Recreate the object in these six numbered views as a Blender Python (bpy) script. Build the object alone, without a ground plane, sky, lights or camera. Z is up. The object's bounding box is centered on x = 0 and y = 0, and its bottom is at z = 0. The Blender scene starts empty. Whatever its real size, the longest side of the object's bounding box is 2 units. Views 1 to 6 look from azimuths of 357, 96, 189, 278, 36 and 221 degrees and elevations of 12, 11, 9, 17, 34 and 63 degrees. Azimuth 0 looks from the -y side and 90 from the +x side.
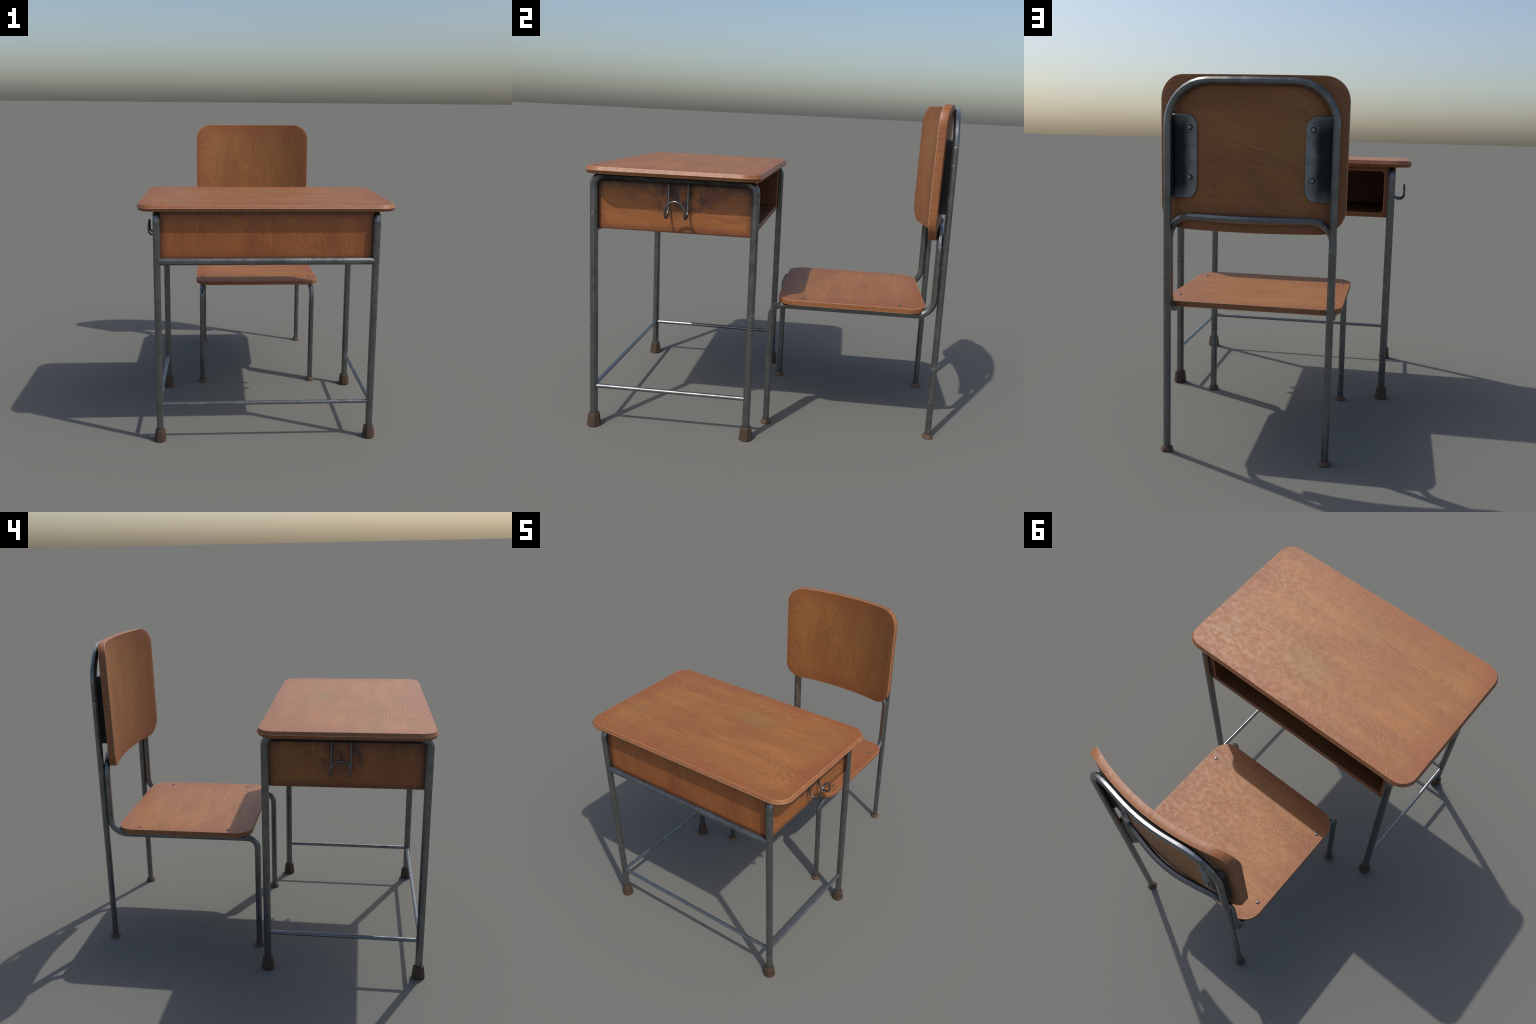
"""An old school desk with an open book tray and a matching tube-frame chair.

Frame: metres, z up, desk in front (-y), chair behind it (+y), facing the desk.
Everything is built from a few rules: rounded slabs lofted from offset outlines,
tubes swept along filleted paths, octagonal rubber feet, and small dome bolts.
"""
import bpy
import bmesh
import math
from mathutils import Vector, Matrix

# ----------------------------------------------------------------------------
# sizes
# ----------------------------------------------------------------------------
DESK_C = Vector((0.0, -0.525, 0.0))        # middle of the desk on the ground
TOP_HX, TOP_HY = 0.7737, 0.475             # half size of the table top
TOP_Z = (1.441, 1.4605, 1.480)             # underside, sharp mid edge, upper face
TOP_R = 0.100                              # corner radius at the mid edge
TOP_CHAMFER = 0.0115
LEG_X, LEG_Y = 0.655, 0.438                # desk leg offsets from the middle
LEG_R = 0.0203                             # across-flats half width
LEG_TOP_Z = 1.4195
TRAY_HX, TRAY_HY = 0.640, 0.4225
TRAY_Z = (1.136, 1.443)
TRAY_WALL = 0.028

CHAIR_C = Vector((0.0, 0.470, 0.0))
CH_X = 0.406                               # tube planes of the chair
CH_R = 0.0173
CH_FRONT_Y, CH_UP_Y, CH_REAR_Y = -0.002, 0.9075, 0.9415
SEAT_HX, SEAT_X, SEAT_Y = 0.455, 0.005, (0.033, 0.867)
SEAT_Z = (0.738, 0.768)
BACK_HX, BACK_Z = 0.4575, (1.1390, 1.8800)
BACK_T = 0.0428
BACK_RISE = 0.060                          # height gained per depth towards the front
BACK_SAG = 0.082                           # how far the middle lies behind the sides, at the top
BACK_FLATTEN = 0.0145                      # sag lost per metre downwards
BACK_LEAN = 0.030                          # y per z along the middle


# ----------------------------------------------------------------------------
# object helpers
# ----------------------------------------------------------------------------
def empty(name, loc):
    ob = bpy.data.objects.new(name, None)
    ob.empty_display_size = 0.2
    ob.location = loc
    bpy.context.scene.collection.objects.link(ob)
    return ob


def world_loc(ob):
    p = Vector(ob.location)
    while ob.parent:
        ob = ob.parent
        p += Vector(ob.location)
    return p


def add_object(name, mesh, parent, at):
    """Link a mesh object whose origin stands at the world point `at`."""
    ob = bpy.data.objects.new(name, mesh)
    bpy.context.scene.collection.objects.link(ob)
    ob.parent = parent
    ob.location = Vector(at) - world_loc(parent)
    return ob


def finish(bm, name, centre, materials, smooth_angle=None):
    """bmesh in world space -> mesh data with its origin at `centre`."""
    bmesh.ops.translate(bm, vec=-Vector(centre), verts=bm.verts)
    bmesh.ops.recalc_face_normals(bm, faces=bm.faces)
    me = bpy.data.meshes.new(name)
    if smooth_angle is not None:
        lim = math.radians(smooth_angle)
        for f in bm.faces:
            f.smooth = True
        for e in bm.edges:
            if len(e.link_faces) == 2 and e.calc_face_angle(0.0) > lim:
                e.smooth = False
        for f in bm.faces:                       # large flat faces keep their own normal
            if f.calc_area() > 0.003:
                f.smooth = False
    bm.to_mesh(me)
    bm.free()
    for m in materials:
        me.materials.append(m)
    return me


# ----------------------------------------------------------------------------
# shape helpers
# ----------------------------------------------------------------------------
def rounded_rect(hx, hy, r, seg):
    """Counter-clockwise outline of a rounded rectangle round the origin."""
    pts = []
    for cx, cy, a0 in ((hx - r, hy - r, 0), (-hx + r, hy - r, 90),
                       (-hx + r, -hy + r, 180), (hx - r, -hy + r, 270)):
        for i in range(seg + 1):
            a = math.radians(a0 + 90.0 * i / seg)
            pts.append((cx + r * math.cos(a), cy + r * math.sin(a)))
    return pts


def slab(hx, hy, r, seg, profile):
    """Rounded slab lofted through rings; profile = [(inset, z), ...] upwards."""
    bm = bmesh.new()
    rings = []
    for inset, z in profile:
        rings.append([bm.verts.new((x, y, z)) for x, y in
                      rounded_rect(hx - inset, hy - inset, r - inset, seg)])
    n = len(rings[0])
    for a, b in zip(rings, rings[1:]):
        for i in range(n):
            bm.faces.new((a[i], a[(i + 1) % n], b[(i + 1) % n], b[i]))
    bm.faces.new(rings[-1])
    bm.faces.new(rings[0][::-1])
    return bm


def octagon(apothem):
    """Octagon with flats facing the axes."""
    r = apothem / math.cos(math.pi / 8)
    return [(r * math.cos(math.pi / 8 + math.pi / 4 * k), r * math.sin(math.pi / 8 + math.pi / 4 * k))
            for k in range(8)]


def fillet_path(points, seg):
    """Polyline with rounded corners. points = [(Vector, radius), ...]."""
    out = [points[0][0].copy()]
    for i in range(1, len(points) - 1):
        p, r = points[i]
        a = (points[i - 1][0] - p).normalized()
        b = (points[i + 1][0] - p).normalized()
        ang = a.angle(b)
        if r <= 0:
            out.append(p.copy())
            continue
        d = r / math.tan(ang / 2)
        c = p + (a + b).normalized() * (r / math.sin(ang / 2))
        s, e = p + a * d - c, p + b * d - c
        tot = s.angle(e)
        axis = s.cross(e).normalized()
        for k in range(seg + 1):
            out.append(c + Matrix.Rotation(tot * k / seg, 3, axis) @ s)
    out.append(points[-1][0].copy())
    return out


def sweep(path, profile, start_normal):
    """Tube along a path; profile (u, v) carried by parallel transport."""
    bm = bmesh.new()
    t_prev = (path[1] - path[0]).normalized()
    nrm = (start_normal - t_prev * start_normal.dot(t_prev)).normalized()
    rings = []
    for i, p in enumerate(path):
        if i == 0:
            t_in = t_out = t_prev
        elif i == len(path) - 1:
            t_in = t_out = (p - path[i - 1]).normalized()
        else:
            t_in = (p - path[i - 1]).normalized()
            t_out = (path[i + 1] - p).normalized()
        nrm = t_prev.rotation_difference(t_in) @ nrm
        mid = (t_in + t_out).normalized()
        stretch = 1.0 / max(0.3, mid.dot(t_in))
        n_mid = t_in.rotation_difference(mid) @ nrm
        n_mid = (n_mid - mid * n_mid.dot(mid)).normalized()
        bn = mid.cross(n_mid)
        bend = (t_out - t_in)
        bdir = bend.normalized() if bend.length > 1e-5 else None
        ring = []
        for u, v in profile:
            off = n_mid * u + bn * v
            if bdir is not None:                      # keep the width through a mitre
                off += bdir * off.dot(bdir) * (stretch - 1.0)
            ring.append(bm.verts.new(p + off))
        rings.append(ring)
        t_prev = t_in
    n = len(profile)
    for a, b in zip(rings, rings[1:]):
        for i in range(n):
            bm.faces.new((a[i], a[(i + 1) % n], b[(i + 1) % n], b[i]))
    bm.faces.new(rings[0][::-1])
    bm.faces.new(rings[-1])
    return bm


def lathe_octagon(profile, sides=8):
    """Flat-sided turned piece, flats facing the axes; profile = [(apothem, z)]."""
    bm = bmesh.new()
    k = 1.0 / math.cos(math.pi / sides)
    rings = []
    for r, z in profile:
        rings.append([bm.verts.new((r * k * math.cos(2 * math.pi * (i + .5) / sides),
                                    r * k * math.sin(2 * math.pi * (i + .5) / sides), z))
                      for i in range(sides)])
    for a, b in zip(rings, rings[1:]):
        for i in range(sides):
            bm.faces.new((a[i], a[(i + 1) % sides], b[(i + 1) % sides], b[i]))
    bm.faces.new(rings[0][::-1])
    bm.faces.new(rings[-1])
    return bm


# ----------------------------------------------------------------------------
# material helpers
# ----------------------------------------------------------------------------
class Nodes:
    """Tiny builder so that node graphs read like formulas."""

    def __init__(self, name):
        self.mat = bpy.data.materials.new(name)
        self.mat.use_nodes = True
        self.t = self.mat.node_tree
        self.t.nodes.clear()
        self.out = self.t.nodes.new("ShaderNodeOutputMaterial")
        self.bsdf = self.t.nodes.new("ShaderNodeBsdfPrincipled")
        self.t.links.new(self.bsdf.outputs[0], self.out.inputs[0])
        self.coord = self.t.nodes.new("ShaderNodeTexCoord").outputs["Object"]
        self.geo = self.t.nodes.new("ShaderNodeNewGeometry")

    def put(self, sock, val):
        if isinstance(val, bpy.types.NodeSocket):
            self.t.links.new(val, sock)
        elif isinstance(val, (tuple, list)) and sock.type == 'RGBA' and len(val) == 3:
            sock.default_value = (*val, 1.0)
        else:
            sock.default_value = val

    def math(self, op, a, b=None, c=None, clamp=False):
        n = self.t.nodes.new("ShaderNodeMath")
        n.operation = op
        n.use_clamp = clamp
        for s, v in zip(n.inputs, (a, b, c)):
            if v is not None:
                self.put(s, v)
        return n.outputs[0]

    def step(self, x, lo, hi, to0=0.0, to1=1.0):
        n = self.t.nodes.new("ShaderNodeMapRange")
        n.interpolation_type = 'SMOOTHSTEP'
        for s, v in zip(n.inputs, (x, lo, hi, to0, to1)):
            self.put(s, v)
        return n.outputs[0]

    def xyz(self, vec):
        n = self.t.nodes.new("ShaderNodeSeparateXYZ")
        self.put(n.inputs[0], vec)
        return n.outputs

    def mapping(self, vec, scale=(1, 1, 1), loc=(0, 0, 0), rot=(0, 0, 0)):
        n = self.t.nodes.new("ShaderNodeMapping")
        self.put(n.inputs["Vector"], vec)
        n.inputs["Scale"].default_value = scale
        n.inputs["Location"].default_value = loc
        n.inputs["Rotation"].default_value = rot
        return n.outputs[0]

    def noise(self, vec, scale, detail=3.0, rough=0.5, distort=0.0, color=False):
        n = self.t.nodes.new("ShaderNodeTexNoise")
        self.put(n.inputs["Vector"], vec)
        n.inputs["Scale"].default_value = scale
        n.inputs["Detail"].default_value = detail
        n.inputs["Roughness"].default_value = rough
        n.inputs["Distortion"].default_value = distort
        return n.outputs["Color" if color else "Fac"]

    def voronoi(self, vec, scale, feature='F1', out="Distance", randomness=1.0):
        n = self.t.nodes.new("ShaderNodeTexVoronoi")
        n.feature = feature
        self.put(n.inputs["Vector"], vec)
        n.inputs["Scale"].default_value = scale
        n.inputs["Randomness"].default_value = randomness
        return n.outputs[out]

    def mix(self, fac, a, b, mode='MIX'):
        n = self.t.nodes.new("ShaderNodeMix")
        n.data_type = 'RGBA'
        n.blend_type = mode
        self.put(n.inputs[0], fac)
        self.put(n.inputs[6], a)
        self.put(n.inputs[7], b)
        return n.outputs[2]

    def edges(self, radius):
        """1 along sharp edges, 0 on open faces."""
        bev = self.t.nodes.new("ShaderNodeBevel")
        bev.samples = 6
        bev.inputs["Radius"].default_value = radius
        dot = self.t.nodes.new("ShaderNodeVectorMath")
        dot.operation = 'DOT_PRODUCT'
        self.put(dot.inputs[0], bev.outputs[0])
        self.put(dot.inputs[1], self.geo.outputs["Normal"])
        return self.step(dot.outputs["Value"], 0.992, 0.925)

    def crevice(self, dist):
        """1 in tight corners where occlusion shade is painted into the colour, 0 in the open."""
        n = self.t.nodes.new("ShaderNodeAmbientOcclusion")
        n.samples = 6
        n.inputs["Distance"].default_value = dist
        return self.math('SUBTRACT', 1.0, n.outputs["AO"])

    def bump(self, height, strength, dist):
        n = self.t.nodes.new("ShaderNodeBump")
        n.inputs["Strength"].default_value = strength
        n.inputs["Distance"].default_value = dist
        self.put(n.inputs["Height"], height)
        return n.outputs[0]


def wood_material(name, grain, face, half, seed, stains=0.0, tint=1.0, turn=0.0,
                  red_width=0.16, dents=0.0, red_amount=0.65, stretch=0.28,
                  figure=0.50, wear=0.0065, patches=(), hue=(1.0, 1.0, 1.0), border=0.0):
    """Varnished plywood.
    grain: axis the fibres run along; face: the two axes of the broad face,
    half: half sizes along those two axes (for the reddish border)."""
    m = Nodes(name)
    rot = [0.0, 0.0, 0.0]
    normal_axis = ({0, 1, 2} - set(face)).pop()
    rot[normal_axis] = turn
    base = m.mapping(m.coord, loc=(seed * 1.7, seed * 2.3, seed * 0.9), rot=tuple(rot))

    def along(k, vec=base):
        sc = [1.0, 1.0, 1.0]
        sc[grain] = k
        return m.mapping(vec, scale=tuple(sc))

    # cathedral figure: contour lines of a slow, stretched noise field
    field = m.noise(along(stretch), 3.6, detail=3.0, rough=0.45, distort=0.6)
    phase = m.math('MULTIPLY', field, 250.0)
    rings = m.math('MULTIPLY_ADD', m.math('SINE', phase), 0.5, 0.5)
    rings = m.math('POWER', rings, 2.2)
    # the figure is strong in some places and fades away in others
    show = m.step(m.noise(along(0.5), 5.0, detail=2.0), 0.42, 0.62, 0.15, 1.0)
    fibres = m.noise(along(0.05), 150.0, detail=4.0, rough=0.72)
    streaks = m.noise(along(0.06), 62.0, detail=4.0, rough=0.6)
    broad = m.noise(along(0.20), 9.0, detail=3.0, rough=0.55)
    mottled = m.noise(along(0.8), 34.0, detail=6.0, rough=0.70)
    pimples = m.noise(along(0.6), 95.0, detail=3.0, rough=0.65)
    clouds = m.noise(base, 3.0, detail=2.0, rough=0.5)

    def shade(*rgb):
        return tuple(v * tint * h for v, h in zip(rgb, hue))

    light, dark = shade(0.352, 0.139, 0.034), shade(0.288, 0.107, 0.027)
    red, olive = shade(0.255, 0.077, 0.024), shade(0.262, 0.128, 0.035)
    col = m.mix(m.step(broad, 0.32, 0.70), light, dark)
    col = m.mix(m.step(streaks, 0.42, 0.72, 0.0, 0.35), col, shade(0.215, 0.072, 0.025))
    col = m.mix(m.math('MULTIPLY', m.math('MULTIPLY', rings, show), figure), col, shade(0.195, 0.068, 0.024))
    col = m.mix(m.step(fibres, 0.53, 0.70, 0.0, 0.50), col, shade(0.165, 0.054, 0.020))
    col = m.mix(m.step(clouds, 0.55, 0.72, 0.0, 0.25), col, olive)
    col = m.mix(m.step(clouds, 0.46, 0.30, 0.0, 0.30), col, red)

    # redder towards the rim of the board, but only on its broad faces
    c = m.xyz(m.coord)
    nrm = m.xyz(m.geo.outputs["True Normal"])
    broad_face = m.step(m.math('ABSOLUTE', nrm[normal_axis]), 0.75, 0.85)
    d0 = m.math('SUBTRACT', half[0], m.math('ABSOLUTE', c[face[0]]))
    d1 = m.math('SUBTRACT', half[1], m.math('ABSOLUTE', c[face[1]]))
    rim = m.math('SMOOTH_MIN', d0, d1, 0.08)
    rim = m.math('ADD', rim, m.math('MULTIPLY_ADD', clouds, 0.16, -0.08))
    rim = m.math('MULTIPLY', m.step(rim, red_width, -0.02, 0.0, red_amount), broad_face)
    col = m.mix(rim, col, red)
    # cut plies on the narrow faces: browner, with short streaks across the board
    cross = [0.35, 0.35, 0.35]
    cross[normal_axis] = 0.03
    ply = m.noise(m.mapping(base, scale=tuple(cross)), 240.0, detail=3.0, rough=0.6)
    ply_col = m.mix(m.step(ply, 0.36, 0.68), shade(0.305, 0.112, 0.040), shade(0.225, 0.076, 0.028))
    col = m.mix(m.math('MULTIPLY_ADD', broad_face, -0.8, 0.8), col, ply_col)

    # faded yellowish patches: (a, b, radius) on the broad face
    for pa, pb, pr in patches:
        da = m.math('POWER', m.math('SUBTRACT', c[face[0]], pa), 2.0)
        db = m.math('POWER', m.math('MULTIPLY', m.math('SUBTRACT', c[face[1]], pb), 1.5), 2.0)
        dist = m.math('ADD', m.math('SQRT', m.math('ADD', da, db)), m.math('MULTIPLY_ADD', broad, 0.20, -0.10))
        col = m.mix(m.step(dist, pr, pr * 0.10, 0.0, 0.50), col, shade(0.235, 0.135, 0.040))

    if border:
        # occlusion shade painted along the border, next to the frame
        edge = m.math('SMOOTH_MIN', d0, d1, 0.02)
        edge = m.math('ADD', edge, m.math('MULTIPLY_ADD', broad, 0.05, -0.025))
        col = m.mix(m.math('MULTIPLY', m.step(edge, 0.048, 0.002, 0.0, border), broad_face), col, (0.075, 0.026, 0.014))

    # pores and small knots
    spots = m.voronoi(along(0.75), 9.0)
    col = m.mix(m.step(spots, 0.042, 0.018, 0.0, 0.70), col, (0.07, 0.025, 0.013))

    if stains:
        # ink and soot stains hanging down from the upper border
        up = m.step(c[2], half[1] * -0.30, half[1] * 0.95)
        n1 = m.noise(m.mapping(m.coord, loc=(seed, 3.1, 1.7)), 11.0, detail=5.0, rough=0.62)
        n2 = m.noise(m.mapping(m.coord, scale=(1, 1, 0.5), loc=(seed, 8.1, 4.7)), 15.0, detail=4.0, rough=0.6)
        mask = m.math('MULTIPLY', up, m.step(n1, 0.46, 0.60))
        near = m.math('ABSOLUTE', m.math('SUBTRACT', c[1], 0.045))
        hookzone = m.math('MULTIPLY', m.step(near, 0.20, 0.09),
                          m.math('MULTIPLY', m.step(c[2], -0.10, 0.03), m.step(n2, 0.46, 0.56)))
        top = m.math('MULTIPLY', m.step(c[2], 0.045, 0.120), m.step(n2, 0.30, 0.56))
        both = m.math('MAXIMUM', m.math('MAXIMUM', m.math('MULTIPLY', mask, 0.8), hookzone), top)
        col = m.mix(m.math('MULTIPLY', both, stains), col, (0.050, 0.023, 0.021))

    corner_shade = m.crevice(0.075)  # ambient occlusion darkening, painted into the wood colour
    col = m.mix(m.step(corner_shade, 0.28, 0.80, 0.0, 0.85), col, (0.045, 0.014, 0.009))
    worn = m.math('MULTIPLY', m.edges(wear),
                  m.step(m.noise(base, 24.0, detail=3.0), 0.25, 0.62, 0.45, 0.95))
    col = m.mix(worn, col, (0.58, 0.37, 0.22))

    m.put(m.bsdf.inputs["Base Color"], col)
    rough = m.math('MULTIPLY_ADD', m.math('MULTIPLY', m.step(mottled, 0.36, 0.62), m.math('MULTIPLY_ADD', broad_face, 0.5, 0.5)), 0.13, 0.44)
    m.put(m.bsdf.inputs["Roughness"], rough)
    m.put(m.bsdf.inputs["Specular IOR Level"], 0.5)
    h = m.math('MULTIPLY', m.math('MULTIPLY', rings, show), -0.34)
    h = m.math('ADD', h, m.math('MULTIPLY', fibres, -0.45))
    h = m.math('ADD', h, m.math('MULTIPLY', mottled, 1.0))
    h = m.math('ADD', h, m.math('MULTIPLY', pimples, 0.50))
    if dents:
        pit = m.noise(base, 60.0, detail=2.0, rough=0.4)
        where = m.step(m.noise(base, 5.0, detail=1.0), 0.50, 0.60)
        h = m.math('SUBTRACT', h, m.math('MULTIPLY', m.math('MULTIPLY', m.step(pit, 0.60, 0.70), where), dents))
    h = m.math('MULTIPLY', h, m.math('MULTIPLY_ADD', broad_face, 0.5, 0.5))
    m.put(m.bsdf.inputs["Normal"], m.bump(h, 0.75, 0.0014))
    return m.mat


def metal_material(name, base=(0.186, 0.191, 0.191), rough=0.31, seed=0.0, worn_amount=0.5,
                   nicks=1.0, axis=2, bar_shade=None, bump=0.30, glint=0.0):
    """Dark, handled steel with scuffs, short nicks across `axis` and painted shade at joints."""
    m = Nodes(name)
    p = m.mapping(m.coord, loc=(seed, seed * 1.3, seed * 0.7))
    patches = m.noise(p, 16.0, detail=5.0, rough=0.6)
    fine = m.noise(p, 110.0, detail=3.0, rough=0.6)
    col = m.mix(m.step(patches, 0.32, 0.70), tuple(v * 0.88 for v in base), tuple(v * 1.12 for v in base))
    # brown grime in places
    rust = m.noise(m.mapping(m.coord, loc=(3.0, seed, 9.0)), 7.0, detail=5.0, rough=0.65)
    col = m.mix(m.step(rust, 0.60, 0.78, 0.0, 0.35), col, (0.105, 0.068, 0.050))
    # short nicks: thin bright dashes across the tube
    sc = [38.0, 38.0, 38.0]
    sc[axis] = 190.0
    dash = m.noise(m.mapping(p, scale=tuple(sc)), 1.0, detail=0.0)
    gate = m.noise(p, 9.0, detail=1.0)
    nick = m.math('MULTIPLY', m.step(dash, 0.750, 0.80), m.step(gate, 0.51, 0.58))
    nick = m.math('MULTIPLY', nick, nicks, clamp=True)
    col = m.mix(nick, col, (0.42, 0.44, 0.45))
    worn = m.math('MULTIPLY', m.edges(0.003), m.step(patches, 0.35, 0.65, 0.1, worn_amount))
    col = m.mix(worn, col, tuple(min(1.0, v * 1.5) for v in base))
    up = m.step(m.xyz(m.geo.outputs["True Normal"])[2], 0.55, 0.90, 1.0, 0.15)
    corner_shade = m.math('MULTIPLY', m.crevice(0.075), up)   # painted occlusion shade, held back on upward faces
    col = m.mix(m.step(corner_shade, 0.33, 0.72, 0.0, 0.96), col, (0.012, 0.012, 0.012))
    if glint:
        # sun glint on the upper side, painted into the colour
        top = m.step(m.xyz(m.geo.outputs["True Normal"])[2], 0.80, 0.97, 0.0, glint)
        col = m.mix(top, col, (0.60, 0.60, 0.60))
    if bar_shade:
        # occlusion shade painted on the bar under the table top: (z from, z to, half length)
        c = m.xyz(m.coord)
        along = m.step(m.math('ABSOLUTE', c[1]), bar_shade[2] + 0.015, bar_shade[2] - 0.03)
        black = m.math('MULTIPLY', m.step(c[2], bar_shade[0], bar_shade[1]), along)
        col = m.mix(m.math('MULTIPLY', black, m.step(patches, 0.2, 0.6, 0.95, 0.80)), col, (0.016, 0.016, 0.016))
    m.put(m.bsdf.inputs["Base Color"], col)
    m.put(m.bsdf.inputs["Metallic"], 0.85)
    m.put(m.bsdf.inputs["Specular IOR Level"], 0.35)
    m.put(m.bsdf.inputs["Roughness"],
          m.math('MULTIPLY_ADD', m.step(patches, 0.3, 0.7), 0.09, rough - 0.05))
    h = m.math('ADD', m.math('MULTIPLY', fine, 0.25), m.math('MULTIPLY', patches, 0.5))
    h = m.math('SUBTRACT', h, m.math('MULTIPLY', nick, 0.8))
    m.put(m.bsdf.inputs["Normal"], m.bump(h, bump, 0.0012))
    return m.mat


def rubber_material(name, tint=1.0):
    m = Nodes(name)
    n = m.noise(m.coord, 42.0, detail=5.0, rough=0.65)
    col = m.mix(m.step(n, 0.35, 0.68), 
                tuple(v * tint for v in (0.050, 0.028, 0.016)), tuple(v * tint for v in (0.074, 0.043, 0.025)))
    worn = m.math('MULTIPLY', m.edges(0.004), 0.55)
    col = m.mix(worn, col, tuple(v * tint for v in (0.130, 0.080, 0.052)))
    col = m.mix(m.step(m.crevice(0.02), 0.45, 1.0, 0.0, 0.85), col, (0.020, 0.012, 0.009))  # painted occlusion shade where the tube enters the foot
    m.put(m.bsdf.inputs["Base Color"], col)
    m.put(m.bsdf.inputs["Roughness"], 0.62)
    m.put(m.bsdf.inputs["Normal"], m.bump(n, 0.3, 0.001))
    return m.mat


def bracket_material(name):
    """Steel plate, brighter along its free rim, dark with painted shade beside the tube."""
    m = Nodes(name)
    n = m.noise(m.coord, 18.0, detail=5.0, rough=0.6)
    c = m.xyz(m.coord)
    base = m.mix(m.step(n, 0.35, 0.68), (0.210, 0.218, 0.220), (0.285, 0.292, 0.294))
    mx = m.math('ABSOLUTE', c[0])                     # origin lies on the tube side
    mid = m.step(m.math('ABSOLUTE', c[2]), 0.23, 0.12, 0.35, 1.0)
    joint_shade = m.math('MULTIPLY', m.step(m.math('ADD', mx, m.math('MULTIPLY_ADD', n, 0.03, -0.015)), 0.118, 0.060), mid)
    base = m.mix(m.math('MULTIPLY', joint_shade, 0.92), base, (0.012, 0.013, 0.013))  # occlusion gradient towards the tube, put into the plate colour
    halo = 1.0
    for bz in (-0.0985, 0.1375):                      # occlusion ring painted round each bolt head
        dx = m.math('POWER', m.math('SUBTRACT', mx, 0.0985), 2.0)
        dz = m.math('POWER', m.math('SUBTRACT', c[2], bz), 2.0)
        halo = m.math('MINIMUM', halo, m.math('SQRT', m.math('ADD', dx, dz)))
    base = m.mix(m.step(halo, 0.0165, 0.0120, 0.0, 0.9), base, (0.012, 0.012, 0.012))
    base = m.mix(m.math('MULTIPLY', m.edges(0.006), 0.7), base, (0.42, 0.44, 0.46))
    base = m.mix(m.step(m.crevice(0.018), 0.45, 0.95, 0.0, 0.9), base, (0.02, 0.02, 0.02))  # occlusion shade painted into tight corners of the plate
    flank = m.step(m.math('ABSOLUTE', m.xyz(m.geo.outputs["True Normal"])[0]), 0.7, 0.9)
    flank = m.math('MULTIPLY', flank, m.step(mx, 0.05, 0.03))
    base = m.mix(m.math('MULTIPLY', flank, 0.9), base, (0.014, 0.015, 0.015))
    joint_shade = m.math('MAXIMUM', joint_shade, flank)
    m.put(m.bsdf.inputs["Base Color"], base)
    m.put(m.bsdf.inputs["Metallic"], 0.80)
    m.put(m.bsdf.inputs["Specular IOR Level"], m.math('MULTIPLY_ADD', joint_shade, -0.4, 0.5))
    m.put(m.bsdf.inputs["Roughness"], m.math('MULTIPLY_ADD', n, 0.2, 0.40))
    m.put(m.bsdf.inputs["Normal"], m.bump(n, 0.3, 0.0012))
    return m.mat


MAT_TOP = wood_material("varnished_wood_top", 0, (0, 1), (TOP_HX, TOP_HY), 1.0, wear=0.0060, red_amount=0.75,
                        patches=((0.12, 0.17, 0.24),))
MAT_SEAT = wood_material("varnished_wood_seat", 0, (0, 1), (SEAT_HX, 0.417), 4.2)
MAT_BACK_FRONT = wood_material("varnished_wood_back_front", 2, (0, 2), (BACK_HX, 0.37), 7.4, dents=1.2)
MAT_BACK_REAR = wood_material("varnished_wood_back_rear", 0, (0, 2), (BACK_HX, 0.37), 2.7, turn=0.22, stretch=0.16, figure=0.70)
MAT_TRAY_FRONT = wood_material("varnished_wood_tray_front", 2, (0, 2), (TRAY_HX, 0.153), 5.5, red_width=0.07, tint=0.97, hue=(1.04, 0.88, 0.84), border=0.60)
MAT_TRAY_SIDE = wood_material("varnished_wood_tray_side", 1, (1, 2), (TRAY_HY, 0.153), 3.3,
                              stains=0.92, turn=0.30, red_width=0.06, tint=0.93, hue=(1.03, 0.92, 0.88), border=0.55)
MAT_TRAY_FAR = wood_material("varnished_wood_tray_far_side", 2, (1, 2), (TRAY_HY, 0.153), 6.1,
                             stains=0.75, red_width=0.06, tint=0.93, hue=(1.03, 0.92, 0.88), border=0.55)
MAT_TRAY_IN = wood_material("dark_wood_tray_inside", 0, (0, 1), (TRAY_HX, TRAY_HY), 8.8, tint=0.58, red_amount=0.0)  # same wood in a darker tone inside the tray
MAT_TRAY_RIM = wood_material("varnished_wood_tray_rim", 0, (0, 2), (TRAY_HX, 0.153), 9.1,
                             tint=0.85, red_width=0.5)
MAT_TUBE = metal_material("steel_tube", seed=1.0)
MAT_HOOP = metal_material("steel_hoop", seed=2.2, glint=0.9, bump=0.40)
MAT_DESK_TUBE = metal_material("steel_desk_tube", seed=1.6, bar_shade=(0.630, 0.652, LEG_Y - 0.03))
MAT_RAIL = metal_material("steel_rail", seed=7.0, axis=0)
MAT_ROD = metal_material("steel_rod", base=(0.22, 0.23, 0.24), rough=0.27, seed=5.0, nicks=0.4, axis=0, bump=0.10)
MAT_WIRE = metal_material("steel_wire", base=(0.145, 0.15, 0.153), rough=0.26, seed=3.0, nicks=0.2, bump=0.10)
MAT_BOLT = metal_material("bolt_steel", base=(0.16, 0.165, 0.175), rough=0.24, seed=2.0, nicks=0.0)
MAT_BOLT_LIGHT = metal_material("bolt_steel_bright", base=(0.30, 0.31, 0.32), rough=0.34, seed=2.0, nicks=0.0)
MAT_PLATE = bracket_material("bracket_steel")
MAT_RUBBER = rubber_material("brown_rubber")
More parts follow.
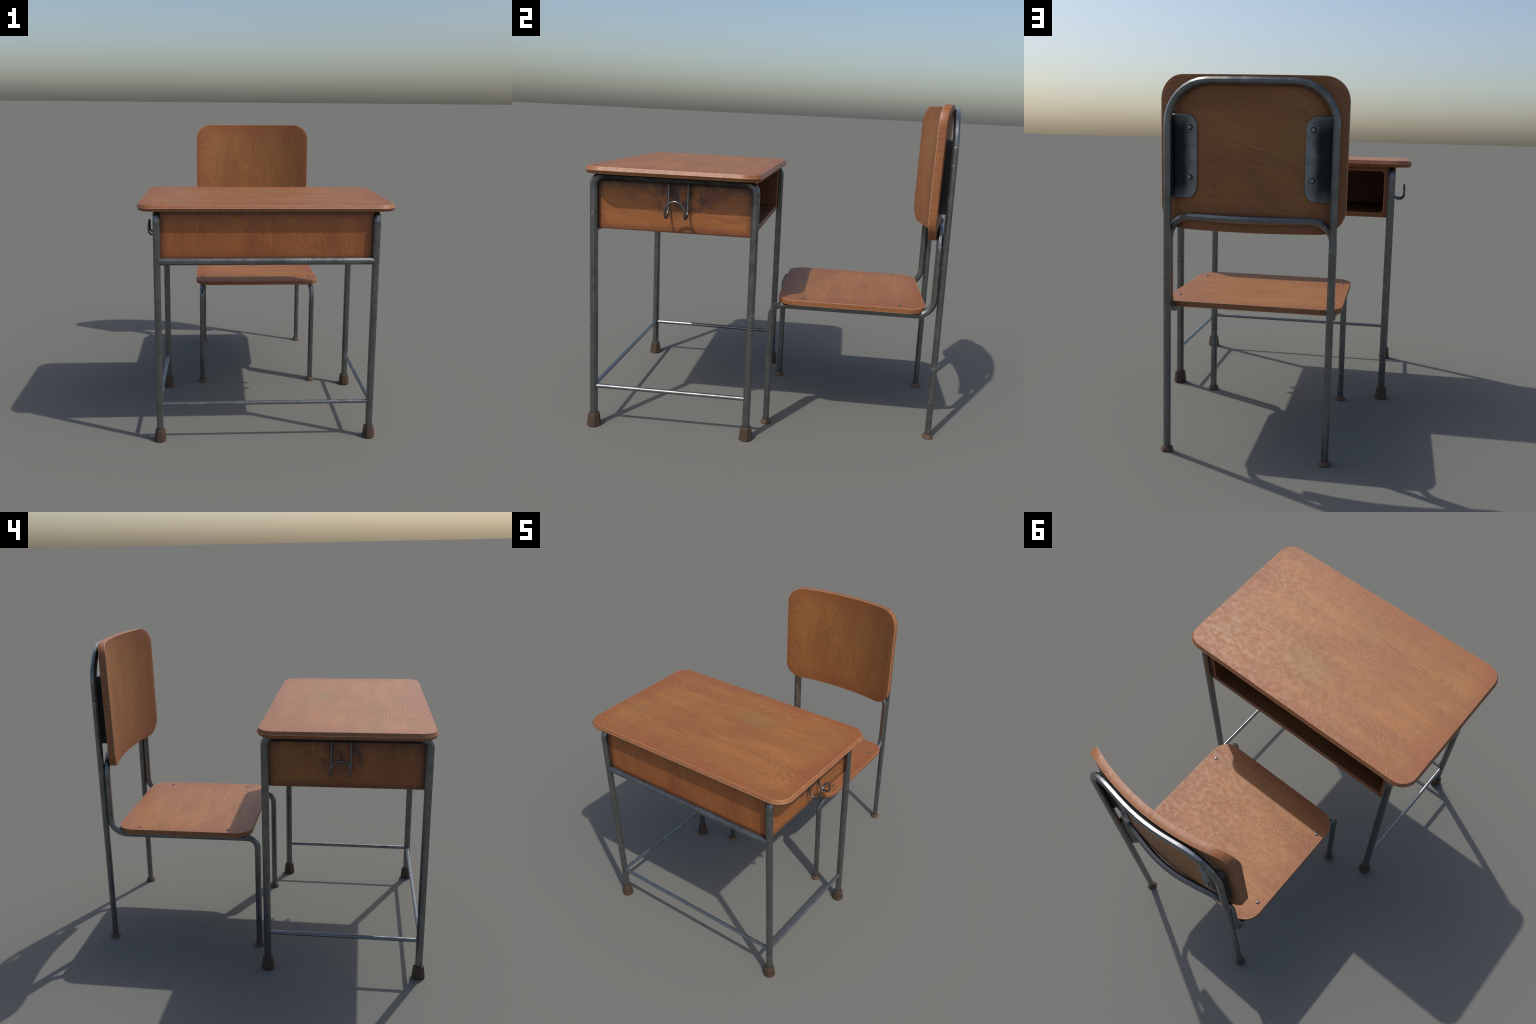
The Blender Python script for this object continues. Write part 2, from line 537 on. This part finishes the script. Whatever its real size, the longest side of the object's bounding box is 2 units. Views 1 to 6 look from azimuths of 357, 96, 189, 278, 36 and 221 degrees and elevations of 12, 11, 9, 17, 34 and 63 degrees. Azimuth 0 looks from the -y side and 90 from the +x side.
MAT_RUBBER_PALE = rubber_material("pale_brown_rubber", 1.5)


# ----------------------------------------------------------------------------
# shared small parts
# ----------------------------------------------------------------------------
def foot_mesh(name, r_low, r_top, height, r_hole, mat):
    lip = height * 0.12
    bm = lathe_octagon([(r_low * 0.97, 0.0), (r_low, height * 0.05), (r_top * 1.01, height - lip),
                        (r_top * 0.97, height - lip * 0.25), (r_top * 0.92, height),
                        (r_hole, height - 0.001), (r_hole, height - 0.008)])
    return finish(bm, name, (0, 0, 0), [mat], 15)


def bolt_mesh(name, r, h, mat):
    """Low dome head with a shallow drive recess, axis +z."""
    bm = bmesh.new()
    seg = 20
    prof = [(r, -0.003), (r, 0.0), (r * .97, h * .45), (r * .80, h * .85), (r * .50, h), (r * .30, h), (r * .24, h * .55)]
    rings = [[bm.verts.new((a * math.cos(2 * math.pi * i / seg), a * math.sin(2 * math.pi * i / seg), z))
              for i in range(seg)] for a, z in prof]
    for a, b in zip(rings, rings[1:]):
        for i in range(seg):
            bm.faces.new((a[i], a[(i + 1) % seg], b[(i + 1) % seg], b[i]))
    bm.faces.new(rings[0][::-1])
    bm.faces.new(rings[-1])
    return finish(bm, name, (0, 0, 0), [mat], 50)


SEAT_BOLT = bolt_mesh("seat_bolt", 0.0104, 0.0045, MAT_BOLT)
BRACKET_BOLT = bolt_mesh("bracket_bolt", 0.0104, 0.0050, MAT_BOLT_LIGHT)
DESK_FOOT = foot_mesh("desk_foot", 0.0362, 0.0300, 0.074, 0.0200, MAT_RUBBER)
CHAIR_FOOT = foot_mesh("chair_foot", 0.0300, 0.0243, 0.0215, 0.0172, MAT_RUBBER_PALE)


# ----------------------------------------------------------------------------
# the desk
# ----------------------------------------------------------------------------
def build_desk():
    desk = empty("school_desk", DESK_C)
    desk["label"] = "old wooden school desk with steel tube legs"
    desk["category"] = "school desk"
    cx, cy = DESK_C.x, DESK_C.y

    # table top: slab with a wide chamfer above and below a sharp mid edge
    b = TOP_CHAMFER
    prof = [(b + .0008, TOP_Z[0]), (b - .0004, TOP_Z[0] + .0008), (.0006, TOP_Z[1] - .0010), (0.0, TOP_Z[1]),
            (.0006, TOP_Z[1] + .0010), (b - .0006, TOP_Z[2] - .0009), (b + .0012, TOP_Z[2])]
    bm = slab(TOP_HX, TOP_HY, TOP_R, 6, prof)
    bmesh.ops.translate(bm, vec=(cx, cy, 0), verts=bm.verts)
    at = (cx, cy, TOP_Z[1])
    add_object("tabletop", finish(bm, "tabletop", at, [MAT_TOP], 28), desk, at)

    # book tray: shell under the top, open towards the chair
    add_tray(desk)

    # one bent tube makes both legs of a side and the bar under the top
    zt = LEG_TOP_Z
    prof8 = octagon(LEG_R)
    frame_me = None
    for sx in (-1, 1):
        at = (cx + sx * LEG_X, cy, 0.75)
        if frame_me is None:
            x = at[0]
            path = fillet_path([(Vector((x, cy - LEG_Y, 0.030)), 0),
                                (Vector((x, cy - LEG_Y, zt)), 0.042),
                                (Vector((x, cy + LEG_Y, zt)), 0.042),
                                (Vector((x, cy + LEG_Y, 0.030)), 0)], 5)
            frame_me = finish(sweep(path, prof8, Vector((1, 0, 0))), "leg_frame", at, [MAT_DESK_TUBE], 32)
        fr = add_object("leg_frame", frame_me, desk, at)
        for sy in (-1, 1):
            add_object("rubber_foot", DESK_FOOT, fr, (cx + sx * LEG_X, cy + sy * LEG_Y, 0.0))

    # heavy rail below the front board, thin rods near the floor
    y0 = cy - LEG_Y
    x0 = LEG_X - 0.010
    at = (cx, y0, 1.139)
    bm = sweep([Vector((cx - x0, y0, 1.139)), Vector((cx + x0, y0, 1.139))], prof8, Vector((0, 0, 1)))
    add_object("front_rail", finish(bm, "front_rail", at, [MAT_RAIL], 32), desk, at)
    rod = [(0.0124 * math.cos(2 * math.pi * i / 16), 0.0124 * math.sin(2 * math.pi * i / 16)) for i in range(16)]
    at = (cx, y0, 0.2385)
    bm = sweep([Vector((cx - x0, y0, at[2])), Vector((cx + x0, y0, at[2]))], rod, Vector((0, 0, 1)))
    add_object("stretcher", finish(bm, "stretcher_long", at, [MAT_ROD], 50), desk, at)
    bm = sweep([Vector((0, -LEG_Y + .01, 0)), Vector((0, LEG_Y - .01, 0))], rod, Vector((0, 0, 1)))
    me = finish(bm, "stretcher_short", (0, 0, 0), [MAT_ROD], 50)
    for sx in (-1, 1):
        add_object("stretcher", me, desk, (cx + sx * LEG_X, cy, 0.2365))

    # wire bag hooks: two drops joined by an arched loop standing off the tray
    for sx in (-1, 1):
        add_hook(desk, sx)
    return desk


def add_tray(desk):
    cx, cy = DESK_C.x, DESK_C.y
    z0, z1 = TRAY_Z
    zc, hz = (z0 + z1) / 2, (z1 - z0) / 2
    y_back, y_front = cy + TRAY_HY + .004, cy - TRAY_HY - .0035
    seg = 5
    bm = bmesh.new()

    def ring(hx, hzz, r, y, dz=0.0):
        return [bm.verts.new((cx + u, y, zc + dz + v)) for u, v in rounded_rect(hx, hzz, r, seg)]

    w = TRAY_WALL
    hi_x, hi_z = TRAY_HX - w - .001, (1.4135 - 1.1635) / 2
    dz_in = (1.4135 + 1.1635) / 2 - zc
    o = 0.008
    outer = [ring(TRAY_HX - .004, hz - .004, o - .004, y_front),
             ring(TRAY_HX - .001, hz - .001, o - .001, y_front + .0015),
             ring(TRAY_HX, hz, o, y_front + .005),
             ring(TRAY_HX, hz, o, y_back - .004),
             ring(TRAY_HX - .0018, hz - .0018, o - .0018, y_back - .0010),
             ring(TRAY_HX - .004, hz - .004, o - .004, y_back)]
    inner = [ring(hi_x + .005, hi_z + .005, .027, y_back, dz_in),
             ring(hi_x + .0015, hi_z + .0015, .0235, y_back - .0018, dz_in),
             ring(hi_x, hi_z, .022, y_back - .006, dz_in),
             ring(hi_x, hi_z, .022, y_front + w, dz_in)]
    rings = outer + inner
    n = len(rings[0])
    front_cap = bm.faces.new(rings[0])
    for k, (a, b2) in enumerate(zip(rings, rings[1:])):
        for i in range(n):
            f = bm.faces.new((a[i], a[(i + 1) % n], b2[(i + 1) % n], b2[i]))
            if k in (0, 1):
                f.material_index = 0
            elif k == 2:
                c = f.calc_center_median()
                if abs(c.x - cx) > TRAY_HX - .004:
                    f.material_index = 1 if c.x > cx else 2
                else:
                    f.material_index = 0
            elif k in (3, 4, 5, 6, 7):
                f.material_index = 4
            else:
                f.material_index = 3
    cap = bm.faces.new(rings[-1][::-1])
    cap.material_index = 3
    front_cap.material_index = 0
    at = (cx, cy, zc)
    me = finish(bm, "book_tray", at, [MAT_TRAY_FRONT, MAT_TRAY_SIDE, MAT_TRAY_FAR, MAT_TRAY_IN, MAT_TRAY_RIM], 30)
    add_object("book_tray", me, desk, at)


def add_hook(desk, sx):
    yc, half = -0.500, 0.0525
    drop, reach = 0.660, 0.738                       # x of the drops and of the loop
    side = [(drop, 1.425), (drop, 1.262), (drop + .012, 1.240), (drop + .034, 1.2265),
            (reach - .016, 1.2275), (reach - .002, 1.243), (reach, 1.264)]
    path = [Vector((sx * x, yc - half, z)) for x, z in side]
    arc_n = 12
    for i in range(1, arc_n):
        a = math.pi * i / arc_n
        path.append(Vector((sx * (reach - .002 * math.sin(a)), yc - half * math.cos(a), 1.264 + half * math.sin(a))))
    path += [Vector((sx * x, yc + half, z)) for x, z in reversed(side)]
    wire = [(0.0061 * math.cos(2 * math.pi * i / 10), 0.0061 * math.sin(2 * math.pi * i / 10)) for i in range(10)]
    at = (sx * 0.69, yc, 1.31)
    add_object("bag_hook", finish(sweep(path, wire, Vector((1, 0, 0))), "bag_hook", at, [MAT_WIRE], 60), desk, at)


# ----------------------------------------------------------------------------
# the chair
# ----------------------------------------------------------------------------
BACK_MID_Y = 0.920                                    # front face, middle, upper border


def back_front_y(x, z):
    """Front surface of the curved backrest: an arc that flattens downwards."""
    down = BACK_Z[1] - z
    depth = BACK_SAG - BACK_FLATTEN * down
    radius = (BACK_HX ** 2 + depth ** 2) / (2 * depth)
    sag = radius - math.sqrt(radius ** 2 - x * x)
    return BACK_MID_Y - sag - down * BACK_LEAN


def back_point(x, z, depth):
    """Point of the board at outline position (x, z), `depth` behind its front face."""
    y = back_front_y(x, z) + depth
    return (x, y, z + (BACK_MID_Y + BACK_T - (BACK_Z[1] - z) * BACK_LEAN - y) * BACK_RISE)


def build_chair():
    chair = empty("school_chair", CHAIR_C)
    chair["label"] = "wooden school chair on bent steel tube frame"
    chair["category"] = "chair"
    prof8 = octagon(CH_R)

    # seat board
    yc, hy = sum(SEAT_Y) / 2, (SEAT_Y[1] - SEAT_Y[0]) / 2
    z0, z1 = SEAT_Z
    prof = [(.0018, z0), (.0005, z0 + .0005), (0, z0 + .0018), (0, z1 - .0018), (.0005, z1 - .0005), (.0018, z1)]
    bm = slab(SEAT_HX, hy, 0.105, 9, prof)
    bmesh.ops.translate(bm, vec=(SEAT_X, yc, 0), verts=bm.verts)
    at = (SEAT_X, yc, (z0 + z1) / 2)
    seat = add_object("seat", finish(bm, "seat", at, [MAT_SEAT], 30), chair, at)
    for sx in (-1, 1):
        for y in (0.178, 0.721):
            add_object("bolt", SEAT_BOLT, seat, (sx * 0.406 + .002, y, z1 - .0002))

    add_backrest(chair)

    # back frame: rear legs and the hoop behind the backrest in one tube
    r, z_top = 0.200, 1.8512
    flat = fillet_path([(Vector((-CH_X, 0, 0.012)), 0), (Vector((-CH_X, 0, z_top)), r),
                        (Vector((CH_X, 0, z_top)), r), (Vector((CH_X, 0, 0.012)), 0)], 8)
    path = densify(flat, 0.05, lambda p: p.z > z_top - 0.02)
    for p in path:
        p.y = CH_REAR_Y + (0.9820 - CH_REAR_Y) * hoop_bulge(p.x, 1.75) * (1 if p.z > 1.3 else 0)
    at = (0, CH_REAR_Y, 0.95)
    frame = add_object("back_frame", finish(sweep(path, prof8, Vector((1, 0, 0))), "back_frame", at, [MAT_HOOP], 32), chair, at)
    for sx in (-1, 1):
        add_object("rubber_foot", CHAIR_FOOT, frame, (sx * CH_X, CH_REAR_Y, 0.0))

    # seat frame: front legs, seat rails, uprights and lower back bar in one tube
    zr = z0 - CH_R + .0005
    zb = 1.2045
    half = [(Vector((-CH_X, CH_FRONT_Y, 0.012)), 0), (Vector((-CH_X, CH_FRONT_Y, zr)), 0.062),
            (Vector((-CH_X, CH_UP_Y, zr)), 0.095), (Vector((-CH_X, CH_UP_Y, zb)), 0.110)]
    pts = half + [(Vector((-p.x, p.y, p.z)), rr) for p, rr in reversed(half)]
    path = densify(fillet_path(pts, 8), 0.05, lambda p: p.z > zb - 0.004)
    for p in path:
        if p.z > 1.0:
            p.y = CH_UP_Y + (0.970 - CH_UP_Y) * hoop_bulge(p.x, 1.5)
    at = (0, 0.45, zr)
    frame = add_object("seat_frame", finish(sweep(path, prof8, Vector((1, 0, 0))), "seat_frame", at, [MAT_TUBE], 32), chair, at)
    for sx in (-1, 1):
        add_object("rubber_foot", CHAIR_FOOT, frame, (sx * CH_X, CH_FRONT_Y, 0.0))

    for sx in (-1, 1):
        add_bracket(chair, sx)
    return chair


def hoop_bulge(x, power):
    return max(0.0, math.cos(math.pi / 2 * min(1.0, abs(x) / CH_X))) ** power


def densify(path, step, where):
    out = [path[0]]
    for a, b in zip(path, path[1:]):
        if where(a) and where(b) and (b - a).length > step:
            k = int((b - a).length / step) + 1
            out += [a.lerp(b, i / k) for i in range(1, k)]
        out.append(b)
    return out


def add_backrest(chair):
    """Curved board: a rounded outline is filled by a grid and bent round z."""
    zc, hz = (BACK_Z[0] + BACK_Z[1]) / 2, (BACK_Z[1] - BACK_Z[0]) / 2
    r, seg, rows = 0.118, 9, 20
    edge = 0.0018

    def half_width(v, inset):
        """half width of the outline at height v (relative to the middle)."""
        hx, h, rr = BACK_HX - inset, hz - inset, r - inset
        over = abs(v) - (h - rr)
        if over <= 0:
            return hx
        return hx - rr + math.sqrt(max(0.0, rr * rr - over * over))

    def levels(inset):
        h, rr = hz - inset, r - inset
        lv = [-h + rr - rr * math.cos(math.radians(90.0 * i / seg)) for i in range(seg)]
        lv += [(-h + rr) + (2 * (h - rr)) * i / rows for i in range(rows + 1)]
        lv += [h - rr + rr * math.sin(math.radians(90.0 * i / seg)) for i in range(1, seg + 1)]
        return lv

    bm = bmesh.new()
    cols = 24

    def sheet(inset, depth):
        g = []
        for v in levels(inset):
            w = half_width(v, inset)
            row = []
            for j in range(cols + 1):
                x = -w + 2 * w * j / cols
                z = zc + v
                row.append(bm.verts.new(back_point(x, z, depth)))
            g.append(row)
        return g

    def rim_of(g):
        return ([g[0][j] for j in range(cols + 1)] + [g[i][-1] for i in range(1, len(g) - 1)]
                + [g[-1][j] for j in range(cols, -1, -1)] + [g[i][0] for i in range(len(g) - 2, 0, -1)])

    front, rear = sheet(edge, 0.0), sheet(edge, BACK_T)

    def fill(g, mat):
        for i in range(len(g) - 1):
            for j in range(cols):
                bm.faces.new((g[i][j], g[i][j + 1], g[i + 1][j + 1], g[i + 1][j])).material_index = mat

    fill(front, 0)
    fill(rear, 1)
    # rim: front border -> two soft rings -> rear border
    chain = [rim_of(front)]
    for inset, depth in ((edge * .3, edge * .3), (0.0, edge), (0.0, BACK_T - edge), (edge * .3, BACK_T - edge * .3)):
        ring = []
        for v in rim_outline(levels, half_width, inset, cols):
            x, z = v[0], zc + v[1]
            ring.append(bm.verts.new(back_point(x, z, depth)))
        chain.append(ring)
    chain.append(rim_of(rear))
    n = len(chain[0])
    for a, b in zip(chain, chain[1:]):
        for i in range(n):
            bm.faces.new((a[i], a[(i + 1) % n], b[(i + 1) % n], b[i])).material_index = 0
    bmesh.ops.remove_doubles(bm, verts=bm.verts, dist=0.0002)
    at = (0, 0.9, zc)
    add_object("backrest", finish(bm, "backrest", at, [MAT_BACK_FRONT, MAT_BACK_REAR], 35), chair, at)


def rim_outline(levels, half_width, inset, cols):
    lv = levels(inset)
    w0, w1 = half_width(lv[0], inset), half_width(lv[-1], inset)
    pts = [(-w0 + 2 * w0 * j / cols, lv[0]) for j in range(cols + 1)]
    pts += [(half_width(v, inset), v) for v in lv[1:-1]]
    pts += [(-w1 + 2 * w1 * j / cols, lv[-1]) for j in range(cols, -1, -1)]
    pts += [(-half_width(v, inset), v) for v in reversed(lv[1:-1])]
    return pts


def add_bracket(chair, sx):
    """Solid steel cheek between the hoop tube and the curved board."""
    x_in, x_out = 0.262, 0.409
    za, zb = 1.2965, 1.6965
    r = 0.060
    seg = 6
    lv = []                                            # (z, inner x) down the free side
    for i in range(seg + 1):
        a = math.radians(90.0 * i / seg)
        lv.append((za + r - r * math.cos(a), x_in + (r - r * math.sin(a)) * 0.85))
    for i in range(seg + 1):
        a = math.radians(90.0 * (1 - i / seg))
        lv.append((zb - r + r * math.cos(a), x_in + (r - r * math.sin(a)) * 0.85))
    y_rear = 0.9395
    cols = 8
    bm = bmesh.new()

    def sheet(inset, rear):
        g = []
        for z, xi in lv:
            zz = min(max(z, za + inset), zb - inset)
            row = []
            for j in range(cols + 1):
                t = j / cols
                x = (xi + inset) * (1 - t) + x_out * t
                skin = back_front_y(x, zz) + BACK_T
                flat = max(y_rear - skin - .007, 0.0) * (1.0 if j == cols else 0.30)
                y = skin - .002 if not rear else skin + flat + (.0035 if inset == 0 else .007)
                row.append(bm.verts.new((sx * x, y, zz)))
            g.append(row)
        return g

    low, mid, high = sheet(0.0, False), sheet(0.0, True), sheet(0.003, True)

    def fill(g):
        for i in range(len(g) - 1):
            for j in range(cols):
                bm.faces.new((g[i][j], g[i][j + 1], g[i + 1][j + 1], g[i + 1][j]))

    def rim(g):
        return ([g[0][j] for j in range(cols + 1)] + [g[i][-1] for i in range(1, len(g) - 1)]
                + [g[-1][j] for j in range(cols, -1, -1)] + [g[i][0] for i in range(len(g) - 2, 0, -1)])

    fill(low)
    fill(high)
    for ga, gb in ((low, mid), (mid, high)):
        a, b = rim(ga), rim(gb)
        n = len(a)
        for i in range(n):
            bm.faces.new((a[i], a[(i + 1) % n], b[(i + 1) % n], b[i]))
    bmesh.ops.remove_doubles(bm, verts=bm.verts, dist=0.00005)
    at = (sx * 0.395, 0.92, (za + zb) / 2)
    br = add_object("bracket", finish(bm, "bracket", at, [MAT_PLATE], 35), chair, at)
    for z in (1.398, 1.634):
        x = 0.2965
        y = max(y_rear, back_front_y(x, z) + BACK_T + .007)
        ob = add_object("bolt", BRACKET_BOLT, br, (sx * x, y - .0003, z))
        ob.rotation_euler = (math.radians(-90), 0, 0)


build_desk()
build_chair()
bpy.context.view_layer.update()
